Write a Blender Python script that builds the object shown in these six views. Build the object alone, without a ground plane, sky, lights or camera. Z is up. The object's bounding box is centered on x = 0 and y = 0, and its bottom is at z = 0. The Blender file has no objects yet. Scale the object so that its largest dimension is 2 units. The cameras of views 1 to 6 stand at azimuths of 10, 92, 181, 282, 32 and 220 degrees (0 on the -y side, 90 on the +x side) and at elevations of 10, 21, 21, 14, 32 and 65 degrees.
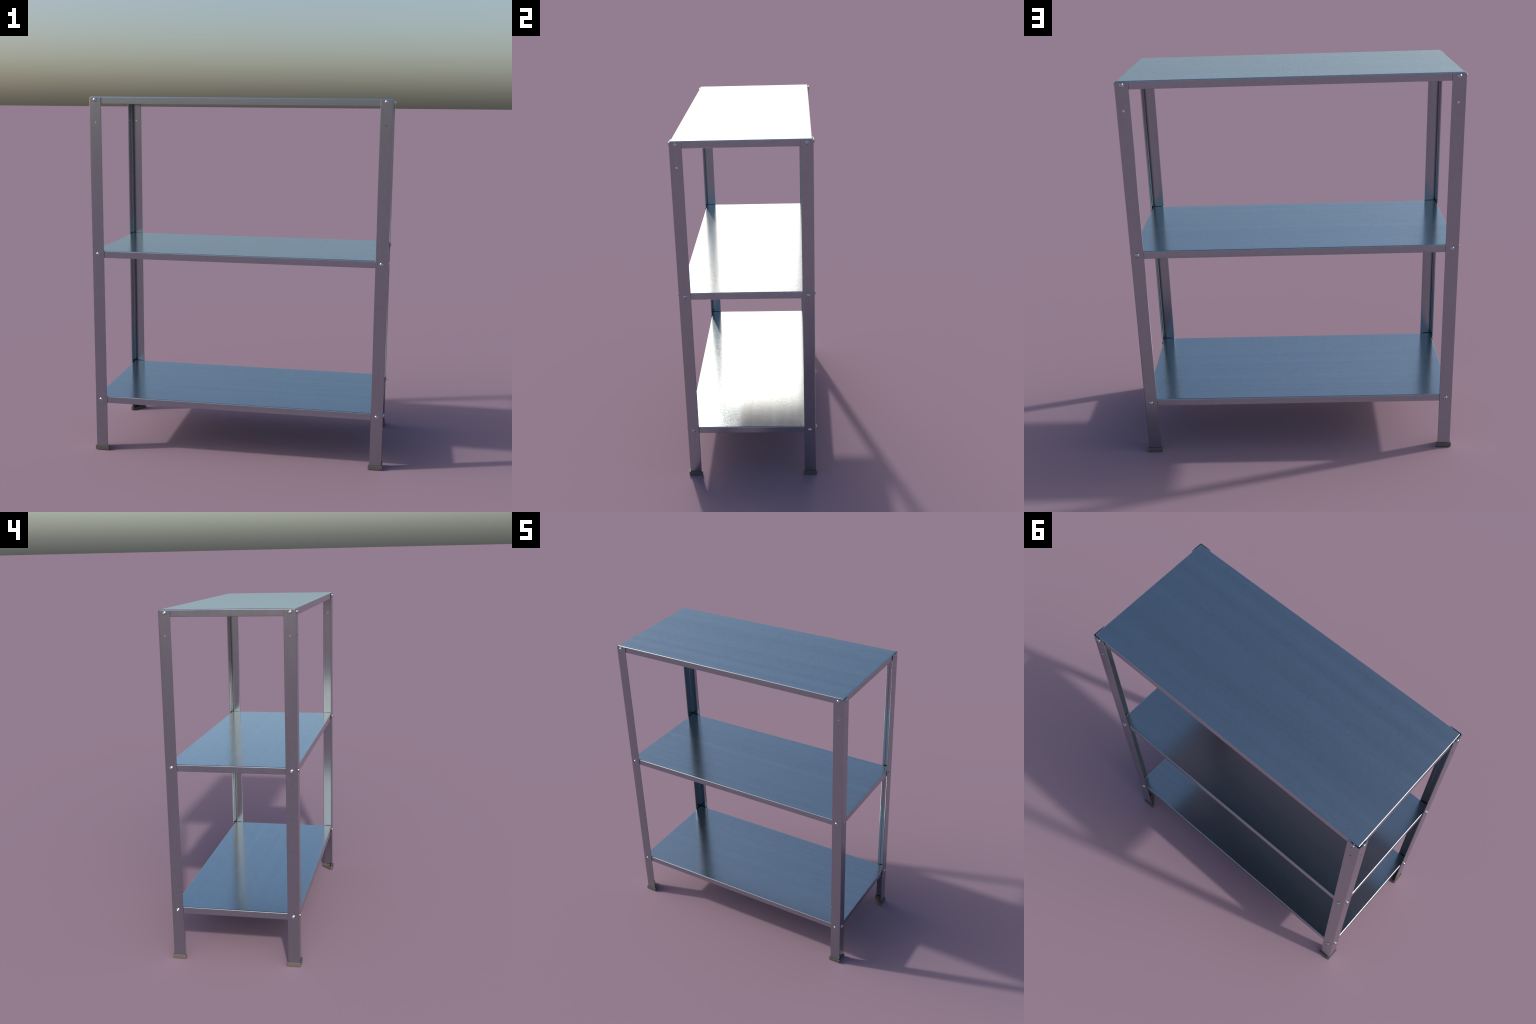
"""Three-tier galvanised steel shelving unit: four folded L posts with hemmed
edges, three tray shelves, button-head screws and plastic corner feet."""
import math
import bpy
import bmesh
from mathutils import Vector, Matrix

# ---------------------------------------------------------------- dimensions
HALF_X, HALF_Y = 0.8120, 0.3693        # outer faces of the posts
FLANGE = 0.0664                       # flange width of an L post
SHEET = 0.0028                        # sheet thickness of a post
HEM = 0.0064                          # thickness where the flange edge is folded back
HEM_WIDTH = 0.0170
BEND = 0.0060                         # outer bend radius of the post corner
POST_BOTTOM, POST_TOP = 0.006, 1.9950
HOLE_Z, HOLE_INSET, HOLE_RADIUS = 1.8613, 0.0337, 0.0052

SHELF_TOPS = (2.0, 1.1580, 0.3177)
SCREW_LEVELS, SCREW_INSET = (1.9813, 1.1399, 0.2997), 0.0339
SHELF_GAP = 0.0065                    # shelf edge inside the post's outer face
LIP_HEIGHT = 0.0396
LIP_BEND, LIP_EDGE = 0.0052, 0.0024
CHANNEL_DEPTH, CHANNEL_RISE, CHANNEL_BEND = 0.0345, 0.0345, 0.0040
SHELF_SHEET = 0.0026

FOOT_HEIGHT, FOOT_FLOOR = 0.0236, 0.0095
FOOT_OUT, FOOT_END, FOOT_INNER = 0.0052, 0.0066, 0.0036

HEAD_RADIUS, HEAD_HEIGHT = 0.0111, 0.0073


# ---------------------------------------------------------------- materials
class Nodes:
    """Small helper that adds nodes and links to a material."""

    def __init__(self, name):
        self.material = bpy.data.materials.new(name)
        self.material.use_nodes = True
        self.tree = self.material.node_tree
        self.bsdf = self.tree.nodes["Principled BSDF"]

    def add(self, kind, inputs=None, **settings):
        node = self.tree.nodes.new(kind)
        for key, value in settings.items():
            setattr(node, key, value)
        for key, value in (inputs or {}).items():
            if isinstance(value, bpy.types.NodeSocket):
                self.tree.links.new(value, node.inputs[key])
            else:
                node.inputs[key].default_value = value
        return node

    def set(self, key, value):
        if isinstance(value, bpy.types.NodeSocket):
            self.tree.links.new(value, self.bsdf.inputs[key])
        else:
            self.bsdf.inputs[key].default_value = value


def galvanised(name, base, roughness, along, streak_amount, cloud_amount, grain_amount, rough_grain):
    """Zinc-coated sheet: long rolling streaks, cloudy mottling and a fine crystalline grain.
    'along' is the scale vector that stretches the streaks along the rolling direction."""
    n = Nodes(name)
    coord = n.add("ShaderNodeTexCoord").outputs["Object"]
    rand = n.add("ShaderNodeObjectInfo").outputs["Random"]
    shift = n.add("ShaderNodeMath", {0: rand, 1: 17.0}, operation="MULTIPLY").outputs[0]
    shifted = n.add("ShaderNodeVectorMath", {0: coord, 1: shift}, operation="ADD").outputs[0]

    stretched = n.add("ShaderNodeMapping", {"Vector": shifted, "Scale": along}).outputs[0]
    streak = n.add("ShaderNodeTexNoise", {"Vector": stretched, "Scale": 1.0, "Detail": 4.0, "Roughness": 0.6}).outputs["Fac"]
    cloud = n.add("ShaderNodeTexNoise", {"Vector": shifted, "Scale": 48.0, "Detail": 2.0, "Roughness": 0.55}).outputs["Fac"]
    grain = n.add("ShaderNodeTexNoise", {"Vector": shifted, "Scale": 150.0, "Detail": 2.0, "Roughness": 0.6}).outputs["Fac"]

    def centred(fac, amount):
        return n.add("ShaderNodeMapRange", {"Value": fac, "From Min": 0.25, "From Max": 0.75, "To Min": -amount, "To Max": amount}, clamp=False).outputs[0]

    total = n.add("ShaderNodeMath", {0: centred(streak, streak_amount), 1: centred(cloud, cloud_amount)}, operation="ADD").outputs[0]
    # dull specks of the zinc crystals, gathered in loose patches
    patch = n.add("ShaderNodeTexNoise", {"Vector": shifted, "Scale": 7.0, "Detail": 3.0, "Roughness": 0.6}).outputs["Fac"]
    patch = n.add("ShaderNodeMapRange", {"Value": patch, "From Min": 0.38, "From Max": 0.62, "To Min": 0.35, "To Max": 1.0}).outputs[0]
    speck = n.add("ShaderNodeMapRange", {"Value": grain, "From Min": 0.5, "From Max": 0.68, "To Min": 0.0, "To Max": -2.2 * grain_amount}).outputs[0]
    speck = n.add("ShaderNodeMath", {0: speck, 1: patch}, operation="MULTIPLY").outputs[0]
    total = n.add("ShaderNodeMath", {0: total, 1: speck}, operation="ADD").outputs[0]
    gain = n.add("ShaderNodeMath", {0: total, 1: 1.0}, operation="ADD").outputs[0]
    colour = n.add("ShaderNodeVectorMath", {0: base, "Scale": gain}, operation="SCALE").outputs[0]
    rough = n.add("ShaderNodeMath", {0: centred(grain, rough_grain), 1: centred(streak, 0.008)}, operation="ADD").outputs[0]
    rough = n.add("ShaderNodeMath", {0: rough, 1: roughness}, operation="ADD").outputs[0]
    n.set("Base Color", colour)
    n.set("Metallic", 1.0)
    n.set("Roughness", rough)
    bump = n.add("ShaderNodeBump", {"Height": grain, "Strength": 0.02, "Distance": 0.002}).outputs[0]
    n.set("Normal", bump)
    return n.material


def chrome():
    n = Nodes("zinc_plated_screw")
    n.set("Base Color", (0.55, 0.56, 0.57, 1))
    n.set("Metallic", 1.0)
    n.set("Roughness", 0.18)
    return n.material


def plastic():
    n = Nodes("grey_plastic")
    coord = n.add("ShaderNodeTexCoord").outputs["Object"]
    noise = n.add("ShaderNodeTexNoise", {"Vector": coord, "Scale": 260.0, "Detail": 2.0}).outputs["Fac"]
    ramp = n.add("ShaderNodeMapRange", {"Value": noise, "From Min": 0.25, "From Max": 0.75, "To Min": 0.93, "To Max": 1.07}).outputs[0]
    colour = n.add("ShaderNodeVectorMath", {0: (0.108, 0.097, 0.089), "Scale": ramp}, operation="SCALE").outputs[0]
    n.set("Base Color", colour)
    n.set("Roughness", 0.5)
    bump = n.add("ShaderNodeBump", {"Height": noise, "Strength": 0.08, "Distance": 0.001}).outputs[0]
    n.set("Normal", bump)
    return n.material


SHELF_METAL = galvanised("galvanised_shelf_sheet", (0.412, 0.470, 0.500), 0.192, (0.10, 20.0, 20.0), 0.06, 0.02, 0.07, 0.04)
POST_METAL = galvanised("galvanised_post_sheet", (0.385, 0.430, 0.455), 0.195, (40.0, 40.0, 4.0), 0.02, 0.035, 0.025, 0.015)
SCREW_METAL = chrome()
PLASTIC = plastic()


# ---------------------------------------------------------------- helpers
def finish(bm, name, material, sharp=38, cutters=()):
    """Turns a bmesh into mesh data with flat faces kept flat (area-weighted normals)."""
    bmesh.ops.recalc_face_normals(bm, faces=bm.faces[:])
    mesh = bpy.data.meshes.new(name)
    bm.to_mesh(mesh)
    bm.free()
    mesh.materials.append(material)
    temp = bpy.data.objects.new(name + "_raw", mesh)
    bpy.context.scene.collection.objects.link(temp)
    helpers = []
    for cutter in cutters:
        cutter_mesh = bpy.data.meshes.new("cutter")
        cutter.to_mesh(cutter_mesh)
        cutter.free()
        helper = bpy.data.objects.new("cutter", cutter_mesh)
        bpy.context.scene.collection.objects.link(helper)
        mod = temp.modifiers.new("hole", "BOOLEAN")
        mod.operation, mod.object, mod.solver = "DIFFERENCE", helper, "EXACT"
        helpers.append(helper)

    def bake():
        bpy.context.view_layer.update()
        return bpy.data.meshes.new_from_object(temp.evaluated_get(bpy.context.evaluated_depsgraph_get()))

    if helpers:
        temp.data = bake()
        temp.modifiers.clear()
    temp.data.shade_smooth()
    temp.data.set_sharp_from_angle(angle=math.radians(sharp))
    mod = temp.modifiers.new("normals", "WEIGHTED_NORMAL")
    mod.weight, mod.keep_sharp, mod.mode = 100, True, "FACE_AREA"
    done = bake()
    done.name = name
    for o in [temp, *helpers]:
        bpy.data.objects.remove(o)
    return done


def arc(cx, cy, radius, start, end, steps):
    return [(cx + radius * math.cos(math.radians(start + (end - start) * i / steps)),
             cy + radius * math.sin(math.radians(start + (end - start) * i / steps))) for i in range(steps + 1)]


def extrude(bm, outline, z0, z1):
    low = [bm.verts.new((x, y, z0)) for x, y in outline]
    high = [bm.verts.new((x, y, z1)) for x, y in outline]
    bm.faces.new(low[::-1])
    bm.faces.new(high)
    for i in range(len(outline)):
        j = (i + 1) % len(outline)
        bm.faces.new((low[i], low[j], high[j], high[i]))


def lathe_cylinder(radius, start, end, sides=24):
    bm = bmesh.new()
    axis = end - start
    spin = axis.to_track_quat("Z", "Y").to_matrix().to_4x4()
    bmesh.ops.create_cone(bm, cap_ends=True, segments=sides, radius1=radius, radius2=radius, depth=axis.length,
                          matrix=Matrix.Translation((start + end) / 2) @ spin)
    return bm


# ---------------------------------------------------------------- post
def post_mesh():
    """L section folded from sheet; both free edges are hemmed inwards. Corner at the origin, flanges along +x and +y."""
    r_hem = HEM / 2
    side = []                                                  # from the corner bend out along x and back on the inside
    side += arc(BEND, BEND, BEND, 225, 270, 5)
    side += arc(FLANGE - r_hem, r_hem, r_hem, -90, 90, 8)
    side += [(FLANGE - HEM_WIDTH, HEM), (FLANGE - HEM_WIDTH, SHEET)]   # crisp edge of the folded-back layer
    side += arc(BEND, BEND, BEND - SHEET, 270, 225, 5)
    mirrored = [(y, x) for x, y in side[::-1]]
    outline = side[:-1] + mirrored[:-1]
    bm = bmesh.new()
    extrude(bm, outline, POST_BOTTOM, POST_TOP)
    cutters = [lathe_cylinder(HOLE_RADIUS, Vector((HOLE_INSET, -0.01, HOLE_Z)), Vector((HOLE_INSET, 0.02, HOLE_Z))),
               lathe_cylinder(HOLE_RADIUS, Vector((-0.01, HOLE_INSET, HOLE_Z)), Vector((0.02, HOLE_INSET, HOLE_Z)))]
    return finish(bm, "post", POST_METAL, cutters=cutters)


# ---------------------------------------------------------------- foot
def foot_mesh():
    """Corner cap: triangular floor with an outer and an inner wall that grip the post between them."""
    far = FLANGE + FOOT_END
    blunt = HEM + FOOT_INNER
    out = -FOOT_OUT
    bm = bmesh.new()
    extrude(bm, [(out, out), (far, out), (far, blunt), (blunt, far), (out, far)], 0.0, FOOT_FLOOR)
    floor_top = FOOT_FLOOR - 0.0015
    extrude(bm, [(out, out), (far, out), (far, blunt), (FLANGE + 0.0008, blunt), (FLANGE + 0.0008, -0.0004), (-0.0004, -0.0004),
                 (-0.0004, FLANGE + 0.0008), (blunt, FLANGE + 0.0008), (blunt, far), (out, far)], floor_top, FOOT_HEIGHT)
    gap = HEM + 0.0004
    extrude(bm, [(gap, gap), (far, gap), (far, blunt), (blunt, blunt), (blunt, far), (gap, far)], floor_top, FOOT_HEIGHT - 0.0012)
    mesh = bpy.data.meshes.new("foot_raw")
    bmesh.ops.recalc_face_normals(bm, faces=bm.faces[:])
    bm.to_mesh(mesh)
    bm.free()
    temp = bpy.data.objects.new("foot_raw", mesh)
    bpy.context.scene.collection.objects.link(temp)
    remesh = temp.modifiers.new("join", "REMESH")
    remesh.mode, remesh.voxel_size = "VOXEL", 0.0007
    soft = temp.modifiers.new("soft", "SMOOTH")
    soft.factor, soft.iterations = 0.5, 5
    bpy.context.view_layer.update()
    done = bpy.data.meshes.new_from_object(temp.evaluated_get(bpy.context.evaluated_depsgraph_get()))
    bpy.data.objects.remove(temp)
    done.name = "foot"
    done.materials.clear()
    done.materials.append(PLASTIC)
    done.shade_smooth()
    return done


# ---------------------------------------------------------------- screw
def screw_mesh():
    """Button head with a hexagon socket and a short shank; axis along -z into the sheet, head towards +z."""
    sides, bm = 36, bmesh.new()
    socket_r, socket_depth = 0.0042, 0.0060
    profile = [(HEAD_RADIUS * 0.98, 0.0), (HEAD_RADIUS, 0.0012)]
    for i in range(1, 9):
        a = math.radians(66 * i / 8)
        profile.append((HEAD_RADIUS * math.cos(a), 0.0012 + (HEAD_HEIGHT - 0.0012) * math.sin(a) / math.sin(math.radians(66))))
    rings = [[bm.verts.new((r * math.cos(2 * math.pi * k / sides), r * math.sin(2 * math.pi * k / sides), z)) for k in range(sides)] for r, z in profile]

    def hexagon(k):
        a = 2 * math.pi * k / sides
        wedge = (a % (math.pi / 3)) - math.pi / 6
        return socket_r * math.cos(math.pi / 6) / math.cos(wedge)

    for z in (HEAD_HEIGHT, HEAD_HEIGHT - socket_depth):
        ring = []
        for k in range(sides):
            a, r = 2 * math.pi * k / sides, hexagon(k)
            ring.append(bm.verts.new((r * math.cos(a), r * math.sin(a), z)))
        rings.append(ring)
    for a, b in zip(rings, rings[1:]):
        for k in range(sides):
            j = (k + 1) % sides
            bm.faces.new((a[k], a[j], b[j], b[k]))
    bm.faces.new(rings[-1])
    shank = [[bm.verts.new((r * math.cos(2 * math.pi * k / sides), r * math.sin(2 * math.pi * k / sides), z)) for k in range(sides)]
             for r, z in ((0.0058, 0.0), (0.0058, -0.0205), (0.0048, -0.0215))]
    for a, b in zip([rings[0]] + shank, shank):
        for k in range(sides):
            j = (k + 1) % sides
            bm.faces.new((a[k], a[j], b[j], b[k]))
    bm.faces.new(shank[-1])
    return finish(bm, "screw", SCREW_METAL, sharp=40)


# ---------------------------------------------------------------- shelf
def shelf_mesh():
    """Tray folded from one sheet: flat top, rounded edge and a lip turned down all round; along the two
    long sides the lip goes on into a channel (turned in, then up). Top at z = 0."""
    half_x, half_y, corner = HALF_X - SHELF_GAP, HALF_Y - SHELF_GAP, 0.0035
    t = SHELF_SHEET
    outer = [(LIP_BEND + 0.002, 0.0)]
    outer += [(LIP_BEND - x, z - LIP_BEND) for x, z in arc(0, 0, LIP_BEND, 90, 0, 7)]
    outer += [(LIP_EDGE - x, z - LIP_HEIGHT + LIP_EDGE) for x, z in arc(0, 0, LIP_EDGE, 0, -90, 4)]
    inner = [(t, -LIP_HEIGHT + LIP_EDGE)]
    inner += [(LIP_BEND - x, z - LIP_BEND) for x, z in arc(0, 0, LIP_BEND - t, 0, 90, 5)]
    profile = outer + inner

    def ring(inset, z):
        r = max(corner - inset, 0.0006)
        points = []
        for sx, sy, start in ((1, 1, 0), (-1, 1, 90), (-1, -1, 180), (1, -1, 270)):
            cx, cy = sx * (half_x - inset - r), sy * (half_y - inset - r)
            points += arc(cx, cy, r, start, start + 90, 5)
        return [bm.verts.new((x, y, z)) for x, y in points]

    bm = bmesh.new()
    rings = [ring(d, z) for d, z in profile]
    for a, b in zip(rings, rings[1:]):
        for k in range(len(a)):
            j = (k + 1) % len(a)
            bm.faces.new((a[k], a[j], b[j], b[k]))
    bm.faces.new(rings[0])
    bm.faces.new(rings[-1])

    # channel inside each long lip: L strip, lip bottom turned in and up again
    reach, rise, start = CHANNEL_DEPTH, CHANNEL_RISE, t * 0.5
    section = [(start, 0.0)]
    section += [(reach - CHANNEL_BEND + x, z + CHANNEL_BEND) for x, z in arc(0, 0, CHANNEL_BEND, -90, 0, 5)]
    section += [(reach, rise), (reach - t, rise)]
    section += [(reach - CHANNEL_BEND + x, z + CHANNEL_BEND) for x, z in arc(0, 0, CHANNEL_BEND - t, 0, -90, 4)]
    section += [(start, t)]
    length = half_x - t - 0.001
    for side in (1, -1):
        ends = []
        for x in (-length, length):
            ends.append([bm.verts.new((x, side * (half_y - d), z - LIP_HEIGHT + 0.0002)) for d, z in section])
        for k in range(len(section)):
            j = (k + 1) % len(section)
            bm.faces.new((ends[0][k], ends[0][j], ends[1][j], ends[1][k]))
        bm.faces.new(ends[0])
        bm.faces.new(ends[1])
    return finish(bm, "shelf", SHELF_METAL, sharp=35)


# ---------------------------------------------------------------- assembly
def place(name, data, parent, matrix):
    obj = bpy.data.objects.new(name, data)
    bpy.context.scene.collection.objects.link(obj)
    obj.parent = parent
    obj.matrix_local = matrix
    return obj


unit = bpy.data.objects.new("shelving_unit", None)
bpy.context.scene.collection.objects.link(unit)
unit["label"] = "three-tier galvanised steel shelving unit with plastic feet"
unit["category"] = "shelf"

post_data, foot_data, screw_data, shelf_data = post_mesh(), foot_mesh(), screw_mesh(), shelf_mesh()

for top in SHELF_TOPS:
    place("shelf", shelf_data, unit, Matrix.Translation((0, 0, top)))

# post at each corner: the shared mesh turned by quarter turns
for x, y, turn in ((-1, -1, 0), (1, -1, 90), (1, 1, 180), (-1, 1, 270)):
    stand = Matrix.Translation((x * HALF_X, y * HALF_Y, 0)) @ Matrix.Rotation(math.radians(turn), 4, "Z")
    post = place("post", post_data, unit, stand)
    place("foot", foot_data, post, Matrix.Identity(4))
    for level, z in enumerate(SCREW_LEVELS):
        spin = math.radians(37 * level + turn * 0.7)
        place("screw", screw_data, post, Matrix.Translation((SCREW_INSET, 0, z)) @ Matrix.Rotation(math.radians(90), 4, "X") @ Matrix.Rotation(spin, 4, "Z"))
        place("screw", screw_data, post, Matrix.Translation((0, SCREW_INSET, z)) @ Matrix.Rotation(math.radians(-90), 4, "Y") @ Matrix.Rotation(spin + 0.4, 4, "Z"))
